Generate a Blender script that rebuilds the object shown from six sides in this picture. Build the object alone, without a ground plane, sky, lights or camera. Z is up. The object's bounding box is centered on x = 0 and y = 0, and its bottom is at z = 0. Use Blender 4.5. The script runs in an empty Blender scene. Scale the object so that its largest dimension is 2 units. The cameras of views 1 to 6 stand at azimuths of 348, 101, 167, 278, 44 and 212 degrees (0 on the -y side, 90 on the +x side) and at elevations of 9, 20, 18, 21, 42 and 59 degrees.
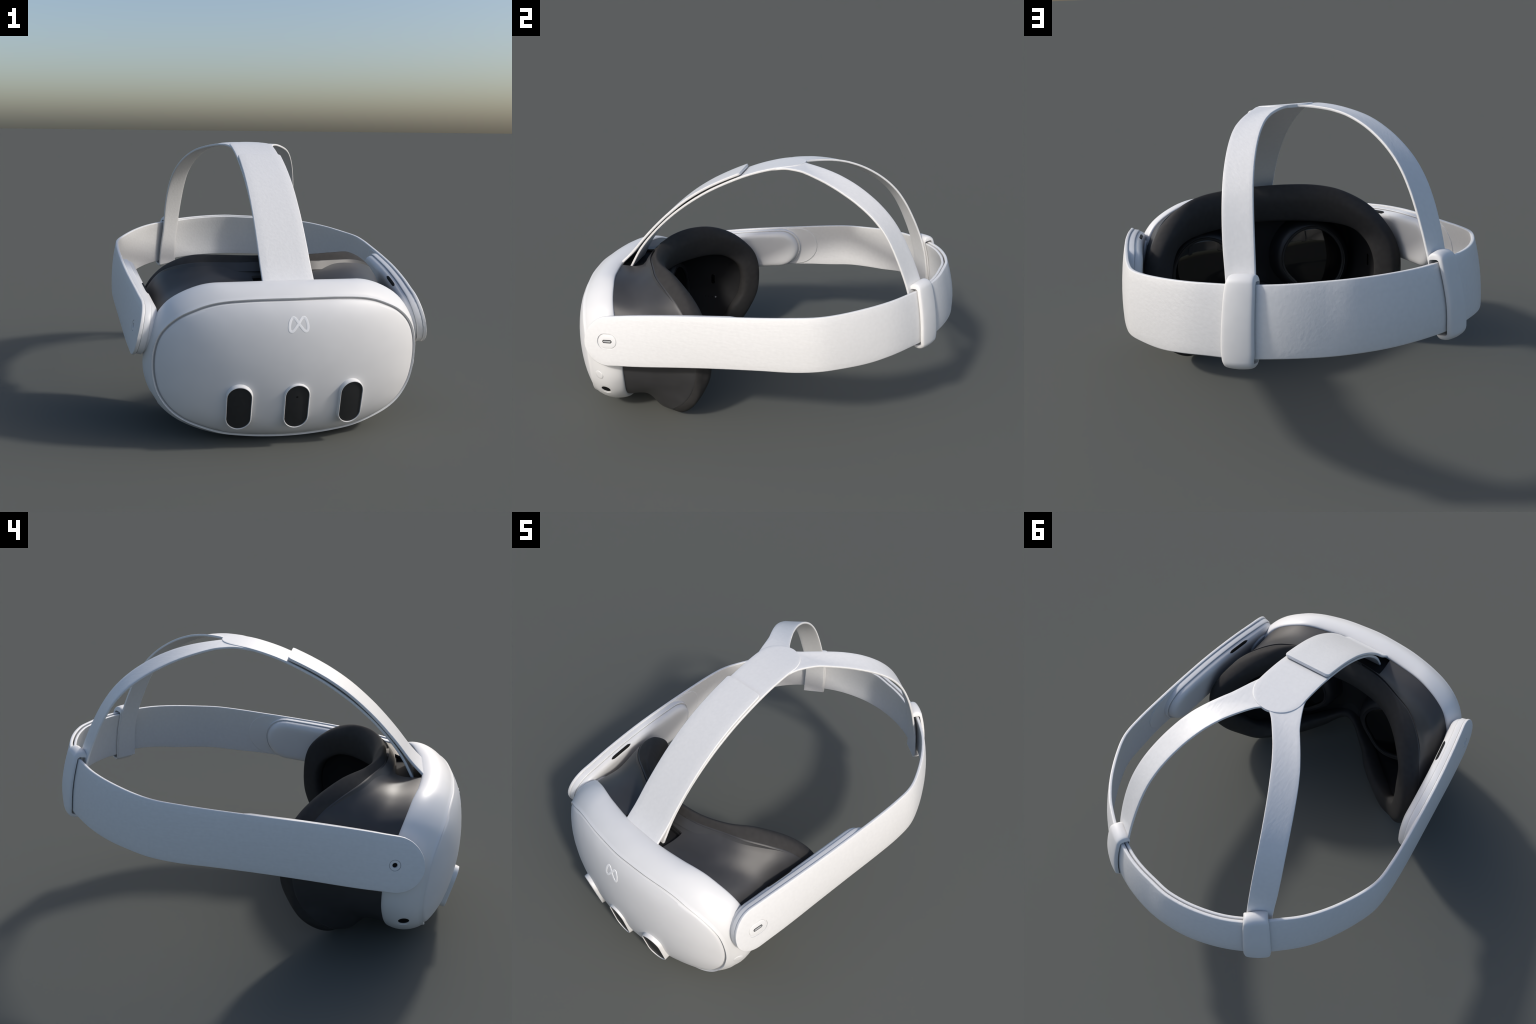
"""Stand-alone virtual reality headset: white front housing, dark face cushion, fabric head straps."""
import bpy, bmesh, math
import numpy as np
from mathutils import Vector

V = np.array
MIRROR = V([-1.0, 1.0, 1.0])


# ------------------------------------------------------------------ helpers
def unit(a):
    a = np.asarray(a, float)
    return a / np.maximum(np.linalg.norm(a, axis=-1, keepdims=True), 1e-12)


def spline(ctrl, t, closed=False):
    """Catmull-Rom through ctrl, evaluated at (fractional) control-point indices t."""
    P = np.asarray(ctrl, float)
    n = len(P)
    t = np.atleast_1d(np.asarray(t, float))
    if closed:
        i = np.floor(t).astype(int)
        f = (t - i)[:, None]
        p0, p1, p2, p3 = P[(i - 1) % n], P[i % n], P[(i + 1) % n], P[(i + 2) % n]
    else:
        E = np.vstack([2 * P[0] - P[1], P, 2 * P[-1] - P[-2]])
        i = np.clip(np.floor(t).astype(int), 0, n - 2)
        f = (t - i)[:, None]
        p0, p1, p2, p3 = E[i], E[i + 1], E[i + 2], E[i + 3]
    return 0.5 * (2 * p1 + (p2 - p0) * f + (2 * p0 - 5 * p1 + 4 * p2 - p3) * f ** 2 + (3 * p1 - p0 - 3 * p2 + p3) * f ** 3)


def mirrored_loop(half):
    """Half outline (x >= 0, first and last point on x = 0) -> closed control loop."""
    h = np.asarray(half, float)
    return np.vstack([h, h[-2:0:-1] * MIRROR])


def smooth_loop(half, per=8):
    c = mirrored_loop(half)
    return spline(c, np.arange(len(c) * per) / per, closed=True)


def loft(rings, closed=True, cap_start=False, cap_end=False):
    """Quads between successive rings of equal length."""
    n = len(rings[0])
    verts = np.vstack(rings)
    faces = []
    m = n if closed else n - 1
    for k in range(len(rings) - 1):
        a, b = k * n, (k + 1) * n
        for i in range(m):
            j = (i + 1) % n
            faces.append((a + i, a + j, b + j, b + i))
    if cap_start:
        faces.append(tuple(range(n - 1, -1, -1)))
    if cap_end:
        faces.append(tuple(range((len(rings) - 1) * n, len(rings) * n)))
    return verts, faces


def add(name, geo, mat, parent=None, smooth=40, fix=True):
    me = bpy.data.meshes.new(name)
    v, f = geo
    me.from_pydata([tuple(map(float, p)) for p in v], [], f)
    me.validate()
    bm = bmesh.new()
    bm.from_mesh(me)
    bmesh.ops.remove_doubles(bm, verts=bm.verts, dist=1e-5)
    if fix:
        bmesh.ops.recalc_face_normals(bm, faces=bm.faces)
    bm.to_mesh(me)
    bm.free()
    me.materials.append(mat)
    ob = bpy.data.objects.new(name, me)
    bpy.context.scene.collection.objects.link(ob)
    ob.parent = parent
    shade(ob, smooth)
    return ob


def shade(ob, angle):
    me = ob.data
    me.shade_smooth()
    if angle:
        me.set_sharp_from_angle(angle=math.radians(angle))


def bake(ob, angle=40):
    """Apply all modifiers of ob."""
    dg = bpy.context.evaluated_depsgraph_get()
    dg.update()
    me = bpy.data.meshes.new_from_object(ob.evaluated_get(dg))
    old = ob.data
    ob.modifiers.clear()
    ob.data = me
    me.name = ob.name
    bpy.data.meshes.remove(old)
    shade(ob, angle)


def cut(ob, cutters, angle=40):
    for c in cutters:
        m = ob.modifiers.new("cut", "BOOLEAN")
        m.object, m.operation, m.solver = c, "DIFFERENCE", "EXACT"
    bpy.context.view_layer.update()
    bake(ob, angle)
    for c in cutters:
        bpy.data.objects.remove(c, do_unlink=True)


def join_geo(*geos):
    vs, fs, o = [], [], 0
    for v, f in geos:
        vs.append(np.asarray(v, float))
        fs += [tuple(i + o for i in q) for q in f]
        o += len(v)
    return np.vstack(vs), fs


def flip_geo(g):
    return np.asarray(g[0], float) * MIRROR, [tuple(reversed(q)) for q in g[1]]


# ------------------------------------------------------------------ materials
def material(name, colour, rough, mottle=0.03, scale=30.0, bump=0.0, bump_scale=200.0, weave=False, spec=0.5, sheen=0.0, metallic=0.0, coat=0.0):
    m = bpy.data.materials.new(name)
    m.use_nodes = True
    nt = m.node_tree
    N, L = nt.nodes, nt.links
    bsdf = N["Principled BSDF"]
    co = N.new("ShaderNodeTexCoord")
    noise = N.new("ShaderNodeTexNoise")
    noise.inputs["Scale"].default_value = scale
    noise.inputs["Detail"].default_value = 4
    L.new(co.outputs["Object"], noise.inputs["Vector"])
    ramp = N.new("ShaderNodeValToRGB")
    lo = [max(0, c * (1 - mottle)) for c in colour]
    hi = [min(1, c * (1 + mottle)) for c in colour]
    ramp.color_ramp.elements[0].position, ramp.color_ramp.elements[1].position = 0.3, 0.7
    ramp.color_ramp.elements[0].color = (*lo, 1)
    ramp.color_ramp.elements[1].color = (*hi, 1)
    L.new(noise.outputs["Fac"], ramp.inputs["Fac"])
    L.new(ramp.outputs["Color"], bsdf.inputs["Base Color"])
    bsdf.inputs["Roughness"].default_value = rough
    bsdf.inputs["Specular IOR Level"].default_value = spec
    bsdf.inputs["Metallic"].default_value = metallic
    bsdf.inputs["Coat Weight"].default_value = coat
    bsdf.inputs["Sheen Weight"].default_value = sheen
    if bump:
        grain = N.new("ShaderNodeTexNoise")
        grain.inputs["Scale"].default_value = bump_scale
        grain.inputs["Detail"].default_value = 3
        mp = N.new("ShaderNodeMapping")
        L.new(co.outputs["Object"], mp.inputs["Vector"])
        if weave:  # threads: grain stretched along a diagonal
            mp.inputs["Rotation"].default_value = (0.6, 0.5, 0.7)
            mp.inputs["Scale"].default_value = (1.0, 0.28, 1.0)
        L.new(mp.outputs["Vector"], grain.inputs["Vector"])
        b = N.new("ShaderNodeBump")
        b.inputs["Strength"].default_value = bump
        b.inputs["Distance"].default_value = 0.004
        L.new(grain.outputs["Fac"], b.inputs["Height"])
        L.new(b.outputs["Normal"], bsdf.inputs["Normal"])
    return m


WHITE = material("white_plastic", (0.70, 0.70, 0.70), 0.40, 0.012, 12)
FACE = material("faceplate_plastic", (0.69, 0.69, 0.695), 0.45, 0.012, 12)
FABRIC = material("white_fabric", (0.70, 0.70, 0.70), 0.42, 0.02, 60, bump=0.17, bump_scale=90, weave=True, spec=0.5)
CLIPM = material("white_rubber", (0.70, 0.70, 0.70), 0.5, 0.015, 20, bump=0.05, bump_scale=60)
SHELL = material("dark_shell", (0.035, 0.035, 0.037), 0.47, 0.08, 14, bump=0.04, bump_scale=500)
FOAM = material("dark_cushion", (0.034, 0.033, 0.033), 0.8, 0.1, 40, bump=0.1, bump_scale=600, spec=0.18)
INNER = material("inner_black", (0.012, 0.012, 0.013), 0.75, 0.05, 30, spec=0.25)
RING = material("lens_rim_black", (0.014, 0.014, 0.016), 0.45, 0.05, 30)
LENS = material("dark_lens_glass", (0.003, 0.003, 0.003), 0.05, 0.0, 5, spec=0.5)
WINDOW = material("camera_window_black", (0.024, 0.025, 0.026), 0.45, 0.06, 40, spec=0.3)
HOLE = material("hole_black", (0.004, 0.004, 0.004), 0.6, 0.0, 5, spec=0.2)
GREY = material("port_grey", (0.35, 0.36, 0.37), 0.45, 0.05, 60)
GROOVE_GREY = material("groove_strip_grey", (0.34, 0.34, 0.345), 0.6, 0.03, 30)
MARK = material("emblem_white", (0.92, 0.92, 0.93), 0.4, 0.0, 10)

# ------------------------------------------------------------------ the thing
headset = bpy.data.objects.new("virtual_reality_headset", None)
bpy.context.scene.collection.objects.link(headset)
headset["label"] = "white virtual reality headset with dark face cushion and fabric straps"
headset["category"] = "vr headset"

# ------------------------------------------------------------------ faceplate and housing outlines
# seam of the faceplate, right half, from top centre to bottom centre
SEAM = [(0, -.945, .662), (.10, -.939, .6615), (.20, -.929, .659), (.30, -.911, .651), (.37, -.897, .637), (.43, -.885, .615), (.49, -.866, .585), (.543, -.844, .541),
        (.58, -.824, .487), (.600, -.81, .415), (.603, -.80, .334), (.590, -.80, .258), (.566, -.805, .204), (.525, -.815, .152), (.47, -.824, .111), (.393, -.832, .076),
        (.30, -.836, .045), (.20, -.840, .030), (.10, -.845, .023), (0, -.848, .021)]
seam = smooth_loop(SEAM, 6)
EDGE_POWER = 7.0


def face_flat(x, z):
    return -.998 + .38 * x ** 2 + np.where(z > .42, .55, .62) * (z - .42) ** 2


def face_y(x, z):
    """Front surface: gently domed, dropping to the seam close to its border."""
    x, z = np.asarray(x, float), np.asarray(z, float)
    a = np.arctan2(x, z - .36)
    sa = np.arctan2(seam[:, 0], seam[:, 2] - .36)
    o = np.argsort(sa)
    rs = np.hypot(seam[:, 0], seam[:, 2] - .36)
    drop = seam[:, 1] - face_flat(seam[:, 0], seam[:, 2])
    k = np.hypot(x, z - .36) / np.interp(a, sa[o], rs[o], period=2 * np.pi)
    return face_flat(x, z) + np.interp(a, sa[o], drop[o], period=2 * np.pi) * np.clip(k, 0, 1.1) ** EDGE_POWER


CENTRE = V([0, 0, .36])


def seam_scaled(k, dy=0.0, follow=True):
    """Seam outline shrunk towards the middle by k; rides on the front surface."""
    p = seam.copy()
    p[:, 0] = seam[:, 0] * k
    p[:, 2] = CENTRE[2] + (seam[:, 2] - CENTRE[2]) * k
    p[:, 1] = (face_y(p[:, 0], p[:, 2]) if follow else seam[:, 1]) + dy
    return p


def seam_inset(d, dy):
    """Seam outline moved inwards by a constant distance d in the xz plane."""
    t = np.roll(seam, -1, 0) - np.roll(seam, 1, 0)
    nrm = unit(np.stack([-t[:, 2], 0 * t[:, 0], t[:, 0]], -1))
    nrm *= np.sign(np.sum(nrm * (CENTRE - seam) * [1, 0, 1], -1, keepdims=True))
    p = seam + nrm * d
    p[:, 1] = face_y(p[:, 0], p[:, 2]) + dy
    return p


rings = [seam_inset(.008, .05), seam_inset(.006, .014), seam_inset(.0063, .007), seam_inset(.008, .002), seam_inset(.011, .0005)]
rings += [seam_scaled(k) for k in (.972, .955, .935, .91, .88, .84, .8, .74, .66, .57, .48, .36, .24, .12)]
rings += [np.tile(V([[0, float(face_y(0., CENTRE[2])), CENTRE[2]]]), (len(seam), 1))]
faceplate = add("faceplate", loft(rings), FACE, headset, 50)

# thin grey strip in the groove around the faceplate, darker than the white on either side
add("seam_grey_strip", loft([seam_inset(-.0005, .0066), seam_inset(.002, .0072), seam_inset(.0072, .0085)]), GROOVE_GREY, headset, 60)

# rear border of the white housing, right half
BORDER = [(0, -.791, .714), (.12, -.788, .714), (.27, -.767, .711), (.34, -.752, .708), (.40, -.734, .694), (.465, -.715, .666), (.515, -.697, .634), (.55, -.68, .596),
          (.585, -.657, .53), (.610, -.635, .45), (.622, -.623, .37), (.62, -.620, .30), (.6, -.623, .24), (.56, -.634, .17), (.49, -.648, .104), (.4, -.658, .056), (.29, -.667, .032), (.20, -.676, .038), (.12, -.69, .075), (.05, -.71, .135), (0, -.715, .150)]


def polar(loop, ang):
    a = np.unwrap(np.arctan2(loop[:, 0], loop[:, 2] - .36))
    a = a - 2 * np.pi * np.round(a[0] / (2 * np.pi))
    aa = np.concatenate([a - 2 * np.pi, a, a + 2 * np.pi])
    return np.stack([np.interp(ang, aa, np.tile(loop[:, k], 3)) for k in range(3)], -1)


ang = np.linspace(0, 2 * np.pi, 192, endpoint=False)
seamA = polar(seam, ang)
bordA = polar(smooth_loop(BORDER, 12), ang)
mid = (seamA + bordA) / 2
outward = unit((mid - CENTRE) * [1, 0, 1] * V([.85, 0, 1.]))


def housing_ring(t, extra=0.0):
    bulge = .030 * (4 * t * (1 - t)) ** .9
    return seamA * (1 - t) + bordA * t + outward * (bulge + extra)


def shrink(ring, d, dy=0.0):
    return ring - outward * d + V([0, dy, 0])


hr = [shrink(seamA, .016, .045), shrink(seamA, .0075, .02), shrink(seamA, .004, .0125), shrink(seamA, -.005, .001), shrink(seamA, -.0075, .0005)]
hr += [housing_ring(t) for t in (.075, .11, .16, .24, .34, .44, .54, .64, .74, .84, .92, .975)]
hr += [shrink(bordA, .001, .0), shrink(bordA, .004, .002), shrink(bordA, .014, .002), shrink(bordA, .016, -.03)]
housing = add("housing", loft(hr), WHITE, headset, 60)


def disc_on(p, n, up, rx, rz, depth, name, mat, parent, segs=28, dome=0.0, power=2.0, back=0.0):
    """Round/stadium boss: outline of half sizes rx, rz around p, pushed along n by depth."""
    n, up = unit(n), unit(up)
    side = unit(np.cross(up, n))
    up = np.cross(n, side)
    t = np.linspace(0, 2 * np.pi, segs, endpoint=False)
    c, s = np.cos(t), np.sin(t)
    if power == 0:  # stadium
        r = min(rx, rz)
        ox, oz = r * c + np.sign(c) * (rx - r) * (np.abs(c) > 1e-9), r * s + np.sign(s) * (rz - r) * (np.abs(s) > 1e-9)
    else:
        ox, oz = rx * np.sign(c) * np.abs(c) ** (2 / power), rz * np.sign(s) * np.abs(s) ** (2 / power)
    ring = lambda k, d: p + (ox * k)[:, None] * side + (oz * k)[:, None] * up + n * d
    e = min(.0025, .12 * min(rx, rz))
    k2 = 1 - e / max(min(rx, rz), 1e-6)
    rings = [ring(1, -back), ring(1, depth - e), ring((1 + k2) / 2, depth - e * .25), ring(k2, depth), ring(k2 * .5, depth + dome * .75)]
    v, f = loft(rings, cap_start=True)
    v = np.vstack([v, [p + n * (depth + dome)]])
    o = 4 * segs
    f += [(o + i, o + (i + 1) % segs, len(v) - 1) for i in range(segs)]
    return (v, f) if name is None else add(name, (v, f), mat, parent, 45)


# tracking cameras low on both cheeks of the housing, and the proximity dimple on one side
def on_housing(x, y, z):
    """Nearest housing surface point and normal to a guess."""
    hit, loc, nor, _ = housing.closest_point_on_mesh(Vector((x, y, z)))
    return V(loc), V(nor)


cutters, holes = [], []
for sx in (1, -1):
    p, n = on_housing(sx * .590, -.722, .193)
    if n[0] * sx < 0:
        n = -n
    holes.append((p, n, sx))
    for rx, rz, d in ((.036, .034, .003), (.0250, .0235, .008)):
        cutters.append(disc_on(p, n, V([0, 0, 1.]), rx, rz, .03, "cutter", WHITE, None, 40, back=d))
p, n = on_housing(.615, -.735, .292)
dimple = (p, n if n[0] > 0 else -n)
cut(housing, cutters, 50)
for p, n, sx in holes:
    disc_on(p - n * .0042, n, V([0, 0, 1.]), .0260, .0245, 0, "side_camera", HOLE, housing, 32, back=.006)
p, n = dimple
disc_on(p - n * .003, n, V([0, 0, 1.]), .0250, .0250, .0036, "proximity_dot", WHITE, housing, 36, dome=.0004)

# three forward camera pods
POD_W, POD_H = .0525, .1035


def stadium(w, h, n=40):
    """Upright pill outline, half width w, half height h."""
    t = np.linspace(0, 2 * np.pi, n, endpoint=False)
    c, s = np.cos(t), np.sin(t)
    return np.stack([w * c, w * s + np.where(s >= 0, 1, -1) * (h - w)], -1)


for sx in (-1, 0, 1):
    x0 = sx * .252
    yt, yb = (-.985, -.928) if sx else (-1.0, -.950)
    top, bot = V([x0, yt, .297]), V([x0, yb - .002, .090])
    up = unit(top - bot)
    yaw = sx * .16
    side = V([math.cos(yaw), math.sin(yaw), 0])
    out = unit(np.cross(up, side))
    out = out if out[1] < 0 else -out
    c = (top + bot) / 2

    def pod_ring(w, h, d):
        o = stadium(w, h, 48)
        return c + o[:, :1] * side + o[:, 1:] * up + out * d

    prof = [(1.27, 1.12, -.085), (1.22, 1.10, -.055), (1.15, 1.075, -.03), (1.11, 1.055, -.012), (1.1, 1.05, -.006), (1.075, 1.043, -.001), (1.03, 1.018, .0005), (1.0, 1.0, -.0005), (.985, .99, -.008)]
    pod = add("camera_bezel", loft([pod_ring(POD_W * a, POD_H * b, d) for a, b, d in prof], cap_end=True), WHITE, faceplate, 50)
    win = [pod_ring(POD_W * .995, POD_H * .997, -.007), pod_ring(POD_W * .985, POD_H * .993, -.0035), pod_ring(POD_W * .96, POD_H * .98, -.0032)]
    add("camera_window", loft(win, cap_end=True), WINDOW, pod, 50)
    if sx == 0:
        disc_on(c + up * .047 + out * -.0034, out, up, .0055, .0045, .0006, "status_light", HOLE, pod, 18, back=.001)

# emblem: a looped ribbon mark
LOBE = V([(0, .003), (.0095, .0185), (.0185, .0275), (.028, .0265), (.036, .013), (.0405, -.007), (.039, -.024), (.030, -.0295), (.020, -.0225), (.010, -.0095)])
mark = np.vstack([LOBE, LOBE * [-1, 1]])
mk = spline(mark, np.arange(120) / 6, closed=True)
ex, ez = mk[:, 0], .562 + mk[:, 1]
path = np.stack([ex, face_y(ex, ez), ez], -1)
tan = unit(np.roll(path, -1, 0) - np.roll(path, 1, 0))
nrm = unit(V([[0, -1, .15]]) + 0 * tan)
sid = unit(np.cross(tan, nrm))
sec = [path + sid * a + nrm * b for a, b in ((-.0060, -.001), (-.0054, .0006), (0, .0010), (.0054, .0006), (.0060, -.001))]
v = np.stack(sec, 1).reshape(-1, 3)
f = []
for i in range(120):
    for k in range(4):
        a, b = i * 5 + k, ((i + 1) % 120) * 5 + k
        f.append((a, b, b + 1, a + 1))
add("loop_emblem", (v, f), MARK, faceplate, 60, fix=False)

# ------------------------------------------------------------------ dark shell, cushion, inner frame
# sixteen stations from the forehead over the temple and cheek to the nose
# W: start at the housing, A/B: shell in between, S: seam with the cushion
W = V([(0, -.79, .712), (.16, -.785, .711), (.3, -.762, .708), (.39, -.738, .697), (.47, -.713, .664), (.53, -.69, .618), (.585, -.655, .525), (.612, -.632, .44), (.619, -.622, .33), (.6, -.623, .245), (.55, -.637, .16), (.47, -.65, .096), (.34, -.663, .048), (0.2, -0.676, 0.045), (0.115, -0.692, 0.082), (0, -0.715, 0.158)])
A = V([(0, -0.705, 0.706), (0.165, -0.7, 0.706), (0.315, -0.665, 0.704), (0.41, -0.63, 0.683), (0.484, -0.58, 0.651), (0.541, -0.53, 0.607), (0.597, -0.47, 0.53), (0.621, -0.44, 0.45),
       (0.614, -0.44, 0.33), (0.585, -0.46, 0.24), (0.532, -0.5, 0.168), (0.452, -0.55, 0.104), (0.335, -0.585, 0.055), (0.21, -0.63, 0.052), (0.12, -0.672, 0.086), (0, -0.71, 0.17)])
B = V([(0, -0.655, 0.725), (0.165, -0.645, 0.725), (0.305, -0.6, 0.724), (0.402, -0.548, 0.718), (0.488, -0.47, 0.694), (0.55, -0.405, 0.655), (0.602, -0.335, 0.56), (0.63, -0.3, 0.465),
       (0.624, -0.3, 0.33), (0.585, -0.33, 0.225), (0.54, -0.385, 0.135), (0.436, -0.478, 0.034), (0.33, -0.53, 0.042), (0.22, -0.595, 0.05), (0.127, -0.652, 0.088), (0, -0.7, 0.185)])
S = V([(0, -0.62, 0.772), (0.16, -0.602, 0.771), (0.3, -0.545, 0.766), (0.4, -0.495, 0.756), (0.49, -0.415, 0.724), (0.55, -0.34, 0.674), (0.605, -0.262, 0.575), (0.633, -0.228, 0.47),
       (0.638, -0.23, 0.34), (0.592, -0.268, 0.215), (0.543, -0.336, 0.114), (0.452, -0.421, 0.033), (0.33, -0.495, 0.038), (0.225, -0.57, 0.05), (0.13, -0.637, 0.09), (0, -0.69, 0.2)])
# cushion: O outer crest, R rear crest, I inner edge
O = V([(0, -0.592, 0.8), (0.155, -0.575, 0.8), (0.29, -0.52, 0.798), (0.39, -0.43, 0.784), (0.483, -0.343, 0.737), (0.552, -0.273, 0.67), (0.602, -0.213, 0.578), (0.626, -0.188, 0.46),
       (0.614, -0.198, 0.32), (0.583, -0.231, 0.192), (0.524, -0.292, 0.088), (0.429, -0.377, 0.01), (0.32, -0.45, 0.025), (0.22, -0.534, 0.04), (0.13, -0.612, 0.082), (0, -0.675, 0.195)])
R = V([(0, -0.55, 0.73), (0.15, -0.532, 0.73), (0.28, -0.475, 0.732), (0.375, -0.385, 0.717), (0.455, -0.295, 0.682), (0.515, -0.23, 0.63), (0.56, -0.182, 0.555), (0.578, -0.163, 0.45),
       (0.57, -0.17, 0.32), (0.532, -0.217, 0.215), (0.481, -0.279, 0.133), (0.41, -0.33, 0.078), (0.315, -0.396, 0.097), (0.222, -0.479, 0.11), (0.142, -0.575, 0.13), (0, -0.65, 0.225)])
I = V([(0, -0.597, 0.612), (0.14, -0.582, 0.608), (0.25, -0.542, 0.606), (0.36, -0.46, 0.606), (0.428, -0.38, 0.598), (0.466, -0.317, 0.573), (0.495, -0.25, 0.515), (0.508, -0.228, 0.43),
       (0.5, -0.24, 0.32), (0.465, -0.285, 0.25), (0.426, -0.335, 0.175), (0.365, -0.39, 0.135), (0.29, -0.45, 0.145), (0.215, -0.52, 0.155), (0.14, -0.59, 0.175), (0, -0.66, 0.255)])
IB = I * .76 + S * .24
IB[:, 1] = np.minimum(S[:, 1], I[:, 1]) - .045
SB = S * .75 + I * .25
SB[:, 1] = S[:, 1] - .03
PER = 10


def inset_x(loop, d):
    c = V([0, 0, .4])
    q = loop.copy()
    return q - unit((q - c) * [1, 0, 1]) * d


W0 = inset_x(W, .012)
W0[:, 1] -= .03
W1 = inset_x(W, .0075)
ctrl = [W0, W1, inset_x(A, .002), B, S, SB]
loops = [smooth_loop(c, PER) for c in ctrl]
n = len(loops[0])
rows = [spline(V([l[i] for l in loops]), np.linspace(0, 5, 41)) for i in range(n)]
grid = np.stack(rows, 1)
sv, sf = loft(list(grid))
facial_shell = add("facial_shell", (sv, sf), SHELL, headset, 45)
so = facial_shell.modifiers.new("wall", "SOLIDIFY")
so.thickness, so.offset = .010, -1
bake(facial_shell, 45)


def box(x0, x1, y0, y1, z0, z1, top_dy=0.0):
    v = V([(x, y + (top_dy if z == z1 else 0), z) for z in (z0, z1) for x, y in ((x0, y0), (x1, y0), (x1, y1), (x0, y1))])
    return v, [(3, 2, 1, 0), (4, 5, 6, 7), (0, 1, 5, 4), (1, 2, 6, 5), (2, 3, 7, 6), (3, 0, 4, 7)]


slot_cut = add("cutter", box(-.142, .142, -.84, -.668, .60, .80, .012), HOLE, None, 30)
cut(facial_shell, [slot_cut], 40)
tub = join_geo(box(-.142, .142, -.80, -.668, .660, .682), box(-.152, -.142, -.80, -.663, .655, .690), box(.142, .152, -.80, -.663, .655, .690), box(-.152, .152, -.668, -.658, .655, .70))
add("strap_slot", tub, INNER, facial_shell, 30)

loops = [smooth_loop(c, PER) for c in (S, O, R, I, IB, SB)]
cush = []
for i in range(n):
    cush.append(spline(V([l[i] for l in loops]), np.arange(0, 6, .125), closed=True))
cush.append(cush[0])
face_cushion = add("face_cushion", loft(cush), FOAM, headset, 60)

# inner frame: funnel from the cushion to the lens plate
L1 = inset_x(IB, -.012)
L1[:, 1] = IB[:, 1] * .75 + -.62 * .25
L2 = inset_x(IB, -.008)
L2[:, 1] = IB[:, 1] * .3 + -.66 * .7
L3 = inset_x(IB, .010)
L3[:, 1] = -.685
L4 = inset_x(IB, .055)
L4[:, 1] = -.703
fl = [smooth_loop(c, PER) for c in (IB, L1, L2, L3, L4)]
rows = [spline(V([l[i] for l in fl]), np.linspace(0, 4, 21)) for i in range(n)]
fr = list(np.stack(rows, 1))
mid_line = fr[-1].copy()
mid_line[:, 2] = .43 + (mid_line[:, 2] - .43) * .25
mid_line[:, 0] *= .8
mid_line[:, 1] = -.700
fr += [mid_line * .5 + fr[-1] * .5, mid_line]
last = mid_line.copy()
last[:, 2] = .43
fr.append(last)
inner_frame = add("inner_frame", loft(fr), INNER, headset, 40)

# lenses: teardrop outlines in barrels
t = np.linspace(0, 2 * np.pi, 72, endpoint=False)


def lens_outline(sx, k, grow=0.0):
    """Rounded outline, flattened at the lower corner next to the nose."""
    dent = 1 - .17 * np.exp(-((t - math.radians(222)) / .55) ** 2) - .03 * np.exp(-((t - math.radians(45)) / .6) ** 2)
    return (.160 * k * dent + grow) * np.cos(t), (.176 * k * dent + grow) * np.sin(t)


for sx in (1, -1):
    def ring(k, y, grow=0.0, toe=.03):
        ox, oz = lens_outline(sx, k, grow)
        xx = .290 + ox
        return np.stack([sx * xx, y + 0 * xx + toe * (xx - .290) - .07 * oz, .366 + oz], -1)

    barrel = [ring(1, -.715, .066), ring(1, -.66, .056), ring(1, -.62, .048), ring(1, -.600, .038), ring(1, -.592, .029), ring(1, -.588, .022), ring(1, -.5865, .0175), ring(1, -.5885, .0140),
              ring(1, -.5885, .0135), ring(1, -.586, .012), ring(1, -.5858, .006), ring(1, -.588, .001), ring(1, -.598, .0)]
    bob = add("lens_barrel", loft(barrel), RING, headset, 35)
    glass = [ring(1, -.596, .002), ring(.97, -.5945), ring(.8, -.590), ring(.6, -.586), ring(.4, -.5835), ring(.2, -.582), ring(.02, -.5815)]
    add("lens", loft(glass, cap_end=True), LENS, bob, 60)

# sensor window and contact dots on one inner side wall
def on_frame(x, y, z):
    _, loc, nor, _ = inner_frame.closest_point_on_mesh(Vector((x, y, z)))
    nor = V(nor)
    return V(loc), nor if nor @ (V([0, -.3, .43]) - V(loc)) > 0 else -nor


p, nn = on_frame(-.53, -.45, .385)
disc_on(p, nn, V([0, 0, 1.]), .013, .034, .0012, "sensor_window", LENS, inner_frame, 40, power=0, back=.004)
for k in range(4):
    p, nn = on_frame(-.53, -.495 + .022 * k, .272)
    disc_on(p, nn, V([0, 0, 1.]), .005, .005, .001, "contact_dot", GREY if k == 3 else HOLE, inner_frame, 16, back=.003)

# ------------------------------------------------------------------ head band
# outer face of the band, right half: upper and lower rim, from the temple to the back of the head
TOP = V([(0.632, -0.82, 0.605), (0.647, -0.68, 0.628), (0.671, -0.5, 0.659), (0.693, -0.3, 0.687), (0.708, -0.1, 0.709), (0.718, 0.1, 0.729), (0.721, 0.25, 0.745), (0.713, 0.37, 0.757),
       (0.676, 0.475, 0.768), (0.609, 0.6, 0.785), (0.536, 0.698, 0.798), (0.464, 0.766, 0.806), (0.37, 0.838, 0.813), (0.25, 0.902, 0.821), (0.12, 0.938, 0.827), (0, 0.948, 0.829)])
BOT = V([(0.684, -0.8, 0.363), (0.698, -0.66, 0.383), (0.712, -0.49, 0.403), (0.724, -0.3, 0.428), (0.736, -0.1, 0.452), (0.747, 0.11, 0.472), (0.748, 0.265, 0.481), (0.738, 0.39, 0.494),
       (0.702, 0.495, 0.505), (0.645, 0.61, 0.517), (0.582, 0.71, 0.536), (0.502, 0.797, 0.552), (0.4, 0.878, 0.56), (0.265, 0.948, 0.57), (0.125, 0.989, 0.574), (0, 1, 0.575)])
NB = len(TOP) - 1
topc = np.vstack([TOP, TOP[-2::-1] * MIRROR])
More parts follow.
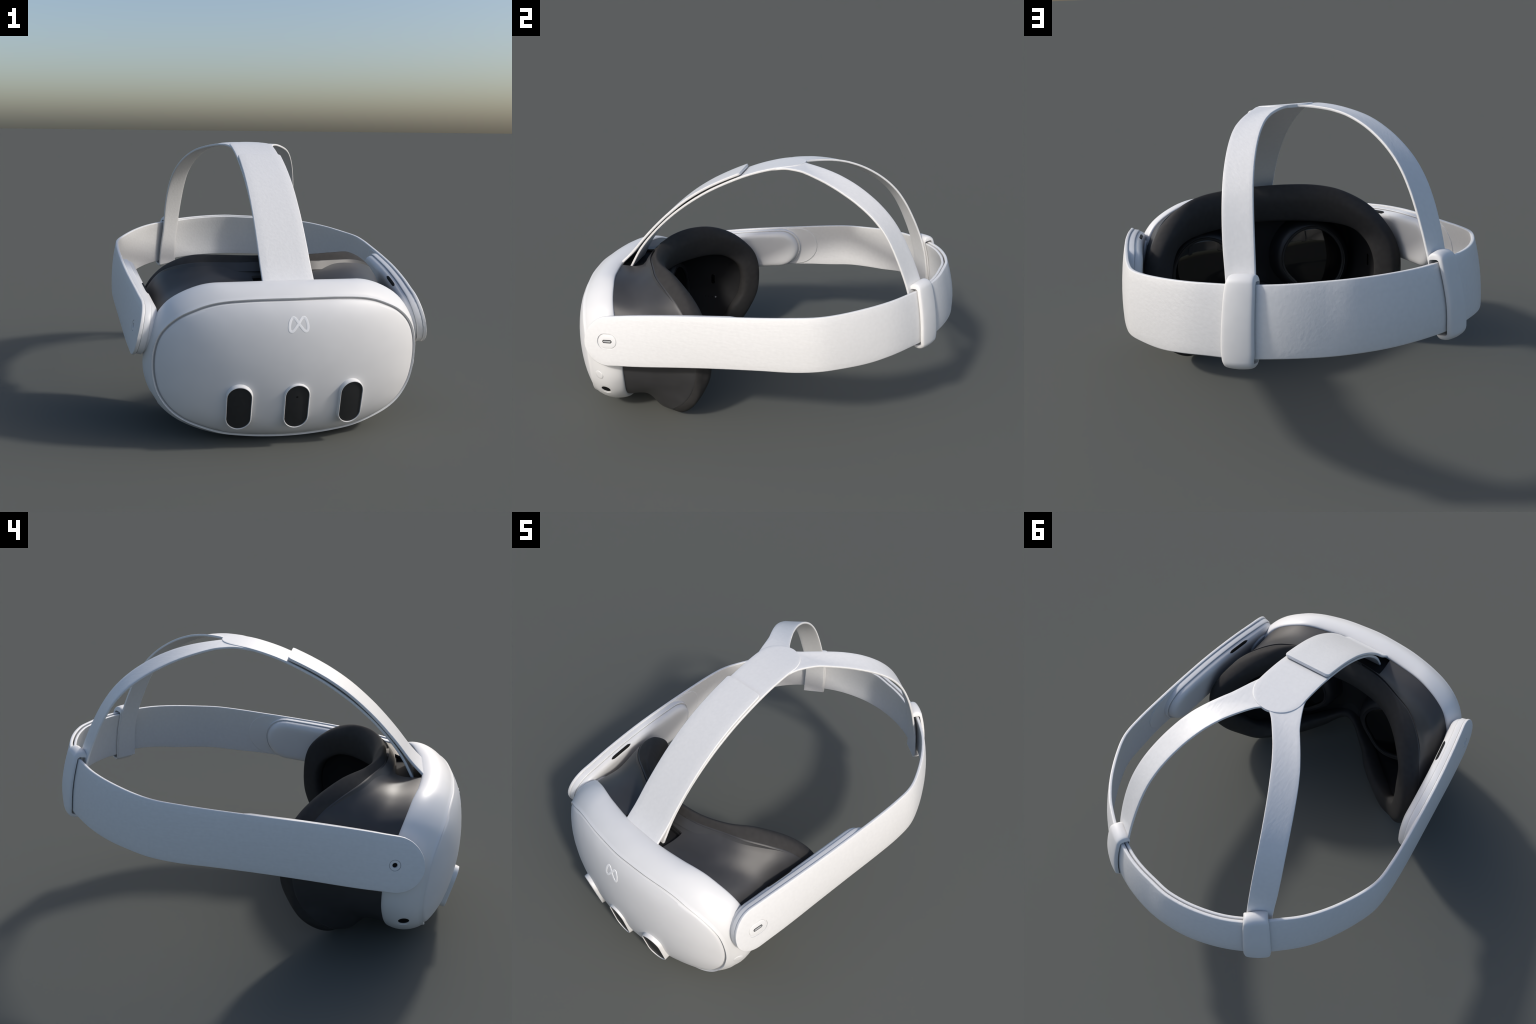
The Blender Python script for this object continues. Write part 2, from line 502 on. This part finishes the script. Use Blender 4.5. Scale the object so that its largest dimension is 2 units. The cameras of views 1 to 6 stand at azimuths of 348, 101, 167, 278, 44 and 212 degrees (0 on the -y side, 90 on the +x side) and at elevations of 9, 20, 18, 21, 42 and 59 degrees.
botc = np.vstack([BOT, BOT[-2::-1] * MIRROR])


def band_frame(u):
    """Frame of the band at station u (0 = right temple, 2*NB = left temple)."""
    u = np.clip(np.atleast_1d(u), 0, 2 * NB)
    e = .02
    T, Bt = spline(topc, u), spline(botc, u)
    a, b = np.clip(u - e, 0, 2 * NB), np.clip(u + e, 0, 2 * NB)
    d = unit((spline(topc, b) + spline(botc, b)) - (spline(topc, a) + spline(botc, a)))
    w = T - Bt
    h = np.linalg.norm(w, axis=1)
    w = unit(w)
    nrm = unit(np.cross(d, w))
    return (T + Bt) / 2, w, nrm, h / 2, d


CROWN = .009


def band_point(u, w, n):
    """Point at height w (metres from the middle) and n metres outwards of the rim-to-rim face."""
    c, up, nn, h, d = band_frame(u)
    crown = CROWN * (1 - np.clip(np.abs(w) / h, 0, 1.3) ** 2)
    # the overlapped ends make the back of the band stand out a little on one side
    lap = np.clip((.12 - c[:, 0]) / .12, 0, 1) * np.clip((c[:, 0] + .40) / .05, 0, 1) * np.clip((c[:, 1] - .6) / .1, 0, 1)
    crown = crown + lap * lap * (3 - 2 * lap) * .009 * (1 - np.clip(-w / h, 0, 1) ** 2)
    return c + up * np.asarray(w)[:, None] + nn * (np.asarray(n) + crown)[:, None]


# sign so that +n is outwards
_c, _w, _n, _h, _d = band_frame(V([3.0]))
OUT = 1.0 if _n[0, 0] > 0 else -1.0
_raw = band_frame


def band_frame(u):
    c, w, nn, h, d = _raw(u)
    return c, w, nn * OUT, h, d


# arc length along the middle line, to place things in metres
_us = np.linspace(0, 2 * NB, 3000)
_mid = (spline(topc, _us) + spline(botc, _us)) / 2
_len = np.concatenate([[0], np.cumsum(np.linalg.norm(np.diff(_mid, axis=0), axis=1))])


def u_of_s(s):
    return np.interp(s, _len, _us)


def s_of_y(y):
    k = np.argmax(_mid[:, 1] > y)
    return _len[k]


S_CENTRE = s_of_y(-.668)      # centre of the round temple end
R_END = .1255
S_END = _len[-1]


def strip_section(h, t, r, nw=8):
    """Closed rounded-rectangle section: list of (w as fraction helper) -> arrays w, n."""
    pts = []
    for cw, cn, a0 in ((1, 1, 0), (-1, 1, 90), (-1, -1, 180), (1, -1, 270)):
        for k in range(5):
            a = math.radians(a0 + k * 22.5)
            pts.append((cw * (h - r) + r * math.sin(math.radians(90) - a) if False else cw * (h - r) + r * math.cos(a), cn * (t / 2 - r) + r * math.sin(a)))
        if a0 in (0, 180):
            sgn = -1 if a0 == 0 else 1
            for j in range(1, nw):
                pts.append((-sgn * (h - r) + sgn * 2 * (h - r) * j / nw, cn * (t / 2)))
    return V(pts)


def strip(s_list, h_list, n_mid, t, r=.0045):
    rings = []
    for s, h in zip(s_list, h_list):
        sec = strip_section(max(h, r * 1.05), t, r)
        u = np.full(len(sec), u_of_s(s))
        rings.append(band_point(u, sec[:, 0], sec[:, 1] + n_mid))
    return loft(rings, cap_start=True, cap_end=True)


BAND_T = .015
# stations: fine steps in both round ends, even steps between
q = np.linspace(0, np.pi / 2, 14)[1:]
s_front = S_CENTRE - R_END * np.cos(q)
h_front = R_END * np.sin(q)
s_mid = np.linspace(S_CENTRE, S_END - S_CENTRE, 200)[1:-1]
h_mid = _raw(u_of_s(s_mid))[3]
blend = np.clip((np.minimum(s_mid, S_END - s_mid) - S_CENTRE) / .1, 0, 1)
h_mid = R_END * (1 - blend) + h_mid * blend
ss = np.concatenate([s_front, s_mid, (S_END - s_front)[::-1]])
hh = np.concatenate([h_front, h_mid, h_front[::-1]])
headband = add("head_band", strip(ss, hh, -BAND_T / 2, BAND_T), FABRIC, headset, 45)

# recess for the charging port (right temple) and the headphone jack (left temple)
def band_place(y, left=False, w=0.0, n=0.0):
    s = s_of_y(y)
    if left:
        s = S_END - s
    u = V([float(u_of_s(s))])
    c, up, nn, h, d = band_frame(u)
    return band_point(u, V([w]), V([n]))[0], nn[0], up[0], d[0]


PX, PZ = .0490, .0350
p, nn, up, d = band_place(-.668, n=0.0)
port = (p, nn, up)
cp = disc_on(p, nn, up, PX + .0045, PZ + .0045, .03, "cutter", FABRIC, None, 48, power=0, back=.0065)
p2, nn2, up2, _ = band_place(-.664, left=True)
jack = (p2, nn2, up2)
cj = disc_on(p2, nn2, up2, .0255, .0255, .03, "cutter", FABRIC, None, 40, back=.005)
cj2 = disc_on(p2, nn2, up2, .0115, .0115, .03, "cutter", FABRIC, None, 28, back=.03)
cut(headband, [cp, cj, cj2], 45)
plate = disc_on(p, nn, up, PX, PZ, -.002, "charging_port", WHITE, headband, 48, power=0, back=.008)
disc_on(p, nn, up, .0260, .0088, -.0012, "port_slot", HOLE, plate, 32, power=0, back=.004)
disc_on(p, nn, up, .0212, .0046, -.0007, "port_contact", GREY, plate, 32, power=0, back=.003)
ring_v = []
tt = np.linspace(0, 2 * np.pi, 40, endpoint=False)
sd = unit(np.cross(up2, nn2))
circ = lambda r, dd: p2 + (np.cos(tt) * r)[:, None] * sd + (np.sin(tt) * r)[:, None] * up2 + nn2 * dd
jk = add("headphone_jack", loft([circ(.0232, -.0055), circ(.0232, -.002), circ(.0224, -.001), circ(.0122, -.001), circ(.0113, -.002), circ(.0113, -.018)]), WHITE, headband, 45)
disc_on(p2 - nn2 * .0125, nn2, up2, .0118, .0118, 0, "jack_hole", HOLE, jk, 28, back=.003)


# temple arms under the band: stadium layers in band coordinates
def stadium_band(s0, s1, h, inset, n, left, cnt_arc=14, cnt_len=26, front_r=None):
    """Closed ring along the band from s0 to s1 with round ends."""
    r = h - inset
    a = np.linspace(-np.pi / 2, np.pi / 2, cnt_arc)
    s_a, s_b = s0 + h, s1 - h
    front = [(s_a - r * math.cos(x), r * math.sin(x)) for x in a]
    back = [(s_b + r * math.cos(x), -r * math.sin(x)) for x in a]
    topl = [(s_a + (s_b - s_a) * k / cnt_len, r) for k in range(1, cnt_len)]
    botl = [(s_b + (s_a - s_b) * k / cnt_len, -r) for k in range(1, cnt_len)]
    pts = V(front + topl + back + botl)
    s = pts[:, 0]
    if left:
        s = S_END - s
    u = u_of_s(s)
    far = np.clip((pts[:, 0] - S_CENTRE) / .1, 0, 1)
    k = 1 + (_raw(u)[3] / R_END - 1) * far
    return band_point(u, pts[:, 1] * k * .965, np.full(len(pts), n))


S0 = S_CENTRE - R_END
S_POD, S_PLATE = s_of_y(.076), s_of_y(.185)
for left in (False, True):
    rg = lambda inset, n, s1=S_POD, s0=S0: stadium_band(s0, s1, R_END, inset, n, left)
    arm_prof = [(.004, -.0135), (.004, -.0165), (.001, -.0180), (.0005, -.022), (.0005, -.040), (.0016, -.0435), (.0035, -.0450), (.0050, -.0445), (.0062, -.0400)]
    arm = add("temple_arm", loft([rg(a, b) for a, b in arm_prof], cap_start=True, cap_end=True), WHITE, headset, 45)
    cover = [(.0085, -.0400), (.0078, -.0450), (.0066, -.0465), (.0070, -.050), (.0090, -.060), (.0140, -.071), (.0230, -.079), (.036, -.0835), (.052, -.085), (.075, -.086), (.10, -.086)]
    cov = add("arm_cover", loft([rg(a, b, S_POD - .006) for a, b in cover], cap_start=True, cap_end=True), WHITE, arm, 45)
    # sound slots
    def slot(y0, y1, w, n, name):
        s0, s1 = s_of_y(y0), s_of_y(y1)
        sc = np.linspace(s0, s1, 12)
        if left:
            sc = S_END - sc
        uu = u_of_s(sc)
        c = band_point(uu, np.full(12, w), np.full(12, n))
        rings = []
        for k in range(12):
            rr = .0085 * math.sqrt(max(0.05, 1 - (2 * k / 11 - 1) ** 8))
            _, up, nn, _, d = band_frame(V([uu[k]]))
            ax = unit(up[0] * .72 - nn[0] * .70)
            sdv = unit(np.cross(d[0], ax))
            o = [(rr * math.cos(x), .004 * math.sin(x)) for x in np.linspace(0, 2 * np.pi, 12, endpoint=False)]
            rings.append(V([c[k] + sdv * a + ax * b for a, b in o]))
        add(name, loft(rings, cap_start=True, cap_end=True), HOLE, cov, 50)
    slot(-.538, -.402, .1125, -.0675, "speaker_slot")
    # thin tail of the arm along the band
    tail = [(.0035, -.013), (.003, -.0190), (.0038, -.0197), (.008, -.0199)]
    add("arm_tail", loft([rg(a, b, S_PLATE, S0 + .2) for a, b in tail], cap_start=True, cap_end=True), WHITE, arm, 45)
    # hinge boss towards the housing
    p, nn, up, d = band_place(-.655, left, 0.0, -.045)
    disc_on(p, -nn, up, .070, .070, .052, "arm_hinge", WHITE, arm, 48, dome=.008, back=.0)

# inner layer of the band between the clips (the band is doubled at the back)
S_MIDDLE = S_END / 2
k_end = [k for k in range(len(_us) // 2) if _mid[k, 1] > .6 and _mid[k, 0] < .386][0]
s_in = np.linspace(_len[k_end] - .02, S_END - _len[k_end] + .02, 90)
h_in = _raw(u_of_s(s_in))[3] - .003
add("inner_band", strip(s_in, h_in, -.0275, .013), FABRIC, headset, 45)

# ------------------------------------------------------------------ top straps
def ribbon(path, halfw, t, r=.0045, name="strap", mat=FABRIC, parent=None, round_end=None, nw=6):
    """Flat strap following path (x = 0 plane curve of y, z): upper face on the path, thickness t below."""
    P = np.asarray(path, float)
    tg = unit(np.gradient(P, axis=0))
    up = unit(np.stack([0 * tg[:, 0], -tg[:, 2], tg[:, 1]], -1))
    up *= np.sign(up[:, 2:3] + 1e-9)
    rings = []
    for k in range(len(P)):
        sec = strip_section(max(halfw[k], r * 1.05), t, r, nw)
        rings.append(P[k] + sec[:, :1] * V([[1, 0, 0]]) + (sec[:, 1:] - t / 2) * up[k])
    return add(name, loft(rings, cap_start=True, cap_end=True), mat, parent, 45)


def resample(ctrl, n):
    q = spline(ctrl, np.linspace(0, len(ctrl) - 1, 400))
    l = np.concatenate([[0], np.cumsum(np.linalg.norm(np.diff(q, axis=0), axis=1))])
    s = np.linspace(0, l[-1], n)
    return np.stack([np.interp(s, l, q[:, k]) for k in range(3)], -1), s, l[-1]


UPPER = [(0, -.815, .690), (0, -.793, .716), (0, -.733, .779), (0, -.666, .862), (0, -.590, .947), (0, -.520, 1.016), (0, -.429, 1.093), (0, -.333, 1.158), (0, -.235, 1.211), (0, -.136, 1.2565)]
P, s, Ltot = resample(UPPER, 90)
s2 = np.concatenate([s[:-1], Ltot - .016 * (1 - np.sin(np.linspace(0, np.pi / 2, 8)))[1:]])
s2 = np.unique(np.round(s2, 6))
P2 = np.stack([np.interp(s2, s, P[:, k]) for k in range(3)], -1)
hw = .119 - .007 * s2 / Ltot
edge = np.clip((s2 - (Ltot - .016)) / .016, 0, 1)
hw = hw - .016 * (1 - np.sqrt(np.clip(1 - edge ** 2, 0, 1)))
front_strap = ribbon(P2, hw, .0135, name="front_strap", parent=headset)

LOWER = [(0, -.765, .655), (0, -.735, .715), (0, -.692, .794), (0, -.629, .878), (0, -.545, .968), (0, -.438, 1.060), (0, -.318, 1.142), (0, -.202, 1.204), (0, -.088, 1.254), (0, .018, 1.2875), (0, .10, 1.304), (0, .196, 1.3135)]
P, s, Ltot = resample(LOWER, 120)
RT = .113
s2 = np.concatenate([s[s < Ltot - RT], Ltot - RT * (1 - np.sin(np.linspace(0, np.pi / 2, 22)))])
P2 = np.stack([np.interp(s2, s, P[:, k]) for k in range(3)], -1)
hw = .108 + .006 * np.clip(s2 / (Ltot - RT), 0, 1)
edge = np.clip((s2 - (Ltot - RT)) / RT, 0, 1)
hw = hw * np.sqrt(np.clip(1 - edge ** 2, 0, 1))
tongue = ribbon(P2, hw, .0125, r=.004, name="strap_tongue", parent=headset, nw=10)

# forked strap: inner and outer rim of the right branch, from under the tongue down into the clip
FORK_IN = V([(0, 0, 1.2805), (0, 0.07, 1.2965), (0, 0.13, 1.3055), (0, 0.18, 1.3105), (0.018, 0.193, 1.3115), (0.045, 0.219, 1.3125), (0.085, 0.272, 1.311), (0.125, 0.332, 1.303),
       (0.165, 0.4, 1.287), (0.208, 0.491, 1.258), (0.247, 0.587, 1.194), (0.273, 0.661, 1.127), (0.288, 0.714, 1.056), (0.301, 0.766, 0.965)])
FORK_OUT = V([(0.108, 0, 1.2795), (0.115, 0.06, 1.293), (0.135, 0.118, 1.303), (0.168, 0.19, 1.303), (0.195, 0.232, 1.298), (0.222, 0.272, 1.29), (0.247, 0.312, 1.28), (0.272, 0.355, 1.266),
       (0.299, 0.406, 1.245), (0.333, 0.493, 1.202), (0.364, 0.574, 1.146), (0.384, 0.638, 1.076), (0.397, 0.683, 1), (0.408, 0.724, 0.917)])
# inside the clip the strap lies against the inner face of the band
k_clip = [k for k in range(len(_us) // 2) if _mid[k, 1] > .6 and _mid[k, 0] < .386][0]
S_CLIP = _len[k_clip]
HC = float(_raw(V([_us[k_clip]]))[3][0])
CLIP_HALF = .056
for wz in (HC + .035, HC - .04, .0, -HC + .03, -HC - .014):
    nz = V([-.030 if wz > HC else -.0335])
    fwd = .018 if wz > HC else .008
    fwo = .034 if wz > HC else .014
    FORK_IN = np.vstack([FORK_IN, band_point(u_of_s(V([S_CLIP + CLIP_HALF + .001 - fwd])), V([wz]), nz)])
    FORK_OUT = np.vstack([FORK_OUT, band_point(u_of_s(V([S_CLIP - CLIP_HALF + .001 - fwo])), V([wz - .012 * (wz > HC)]), nz)])
for rim in (FORK_IN, FORK_OUT):  # even out the rims between the fork and the clip
    for k in (.5, -.54, .5, -.54, .5, -.54):
        rim[6:16] = rim[6:16] + k * ((rim[5:15] + rim[7:17]) / 2 - rim[6:16])
tv = np.linspace(0, len(FORK_IN) - 1, 120)
fi, fo = spline(FORK_IN, tv), spline(FORK_OUT, tv)
FORK_T = .011
rings = []
mid_f = (fi + fo) / 2
dir_f = unit(np.gradient(mid_f, axis=0))
for i in range(len(tv)):
    wv = fo[i] - fi[i]
    half = np.linalg.norm(wv) / 2
    wv = wv / (2 * half)
    up = np.cross(dir_f[i], wv)
    up = unit(up * (1 if up @ (mid_f[i] - V([.2, .2, .6])) > 0 else -1))
    sec = strip_section(half, FORK_T, .0040, 8)
    rings.append(mid_f[i] + sec[:, :1] * wv + (sec[:, 1:] - FORK_T / 2) * up)
g1 = loft(rings, cap_start=True, cap_end=True)
fork = add("forked_strap", join_geo(g1, flip_geo(g1)), FABRIC, headset, 45)

# ------------------------------------------------------------------ clips that hold the forked strap on the band
def rounded_rect(n0, n1, w0, w1, r, k=7):
    pts = []
    for cx, cy, a0 in ((n1 - r, w1 - r, 0), (n0 + r, w1 - r, 90), (n0 + r, w0 + r, 180), (n1 - r, w0 + r, 270)):
        for j in range(k):
            a = math.radians(a0 + 90 * j / (k - 1))
            pts.append((cx + r * math.cos(a), cy + r * math.sin(a)))
    # extra points on the long sides so that they follow the curved band
    out = []
    for i, p in enumerate(pts):
        out.append(p)
        qn = pts[(i + 1) % len(pts)]
        if (i + 1) % k == 0:
            m = 8 if ((i + 1) // k) % 2 == 0 else 2
            for j in range(1, m + 1):
                out.append((p[0] + (qn[0] - p[0]) * j / (m + 1), p[1] + (qn[1] - p[1]) * j / (m + 1)))
    return V(out)


for left in (False, True):
    halfw = CLIP_HALF + .002
    # across the clip: (position, share of the way from the outer to the inner outline)
    prof = [(-1.0, .72), (-.985, .46), (-.94, .23), (-.85, .12), (-.70, .05), (-.4, -.01), (0, -.05), (.4, -.01), (.70, .05), (.85, .12), (.94, .23), (.985, .46), (1.0, .72)]
    INNER_R = (-.0375, .006, -HC - .016, HC + .010, .012)
    OUTER_R = (-.0410, .0225, -HC - .037, HC + .036, .0305)

    def section(k, off):
        o = rounded_rect(*[INNER_R[i] * k + OUTER_R[i] * (1 - k) for i in range(5)])
        if k == 1:
            o = rounded_rect(*INNER_R)
        # the clip narrows towards its upper and lower ends, more so below
        beyond = np.clip((np.abs(o[:, 1]) - HC * .72) / (HC * .28 + .04), 0, 1) ** 2
        taper = 1 - np.where(o[:, 1] < 0, .27, .15) * beyond * np.clip((o[:, 0] + .04) / .06, 0, 1)
        sc = S_CLIP + off * taper
        if left:
            sc = S_END - sc
        return band_point(u_of_s(sc), o[:, 1], o[:, 0])

    N0 = 1
    rings = [section(1, -halfw * .9), section(1, -halfw)]
    rings += [section(k, halfw * off) for off, k in prof]
    rings += [section(1, halfw), section(1, halfw * .9), section(1, 0)]
    rings.append(rings[0])
    m = min(len(r) for r in rings)
    clip = add("strap_clip", loft(rings), CLIPM, headset, 50)
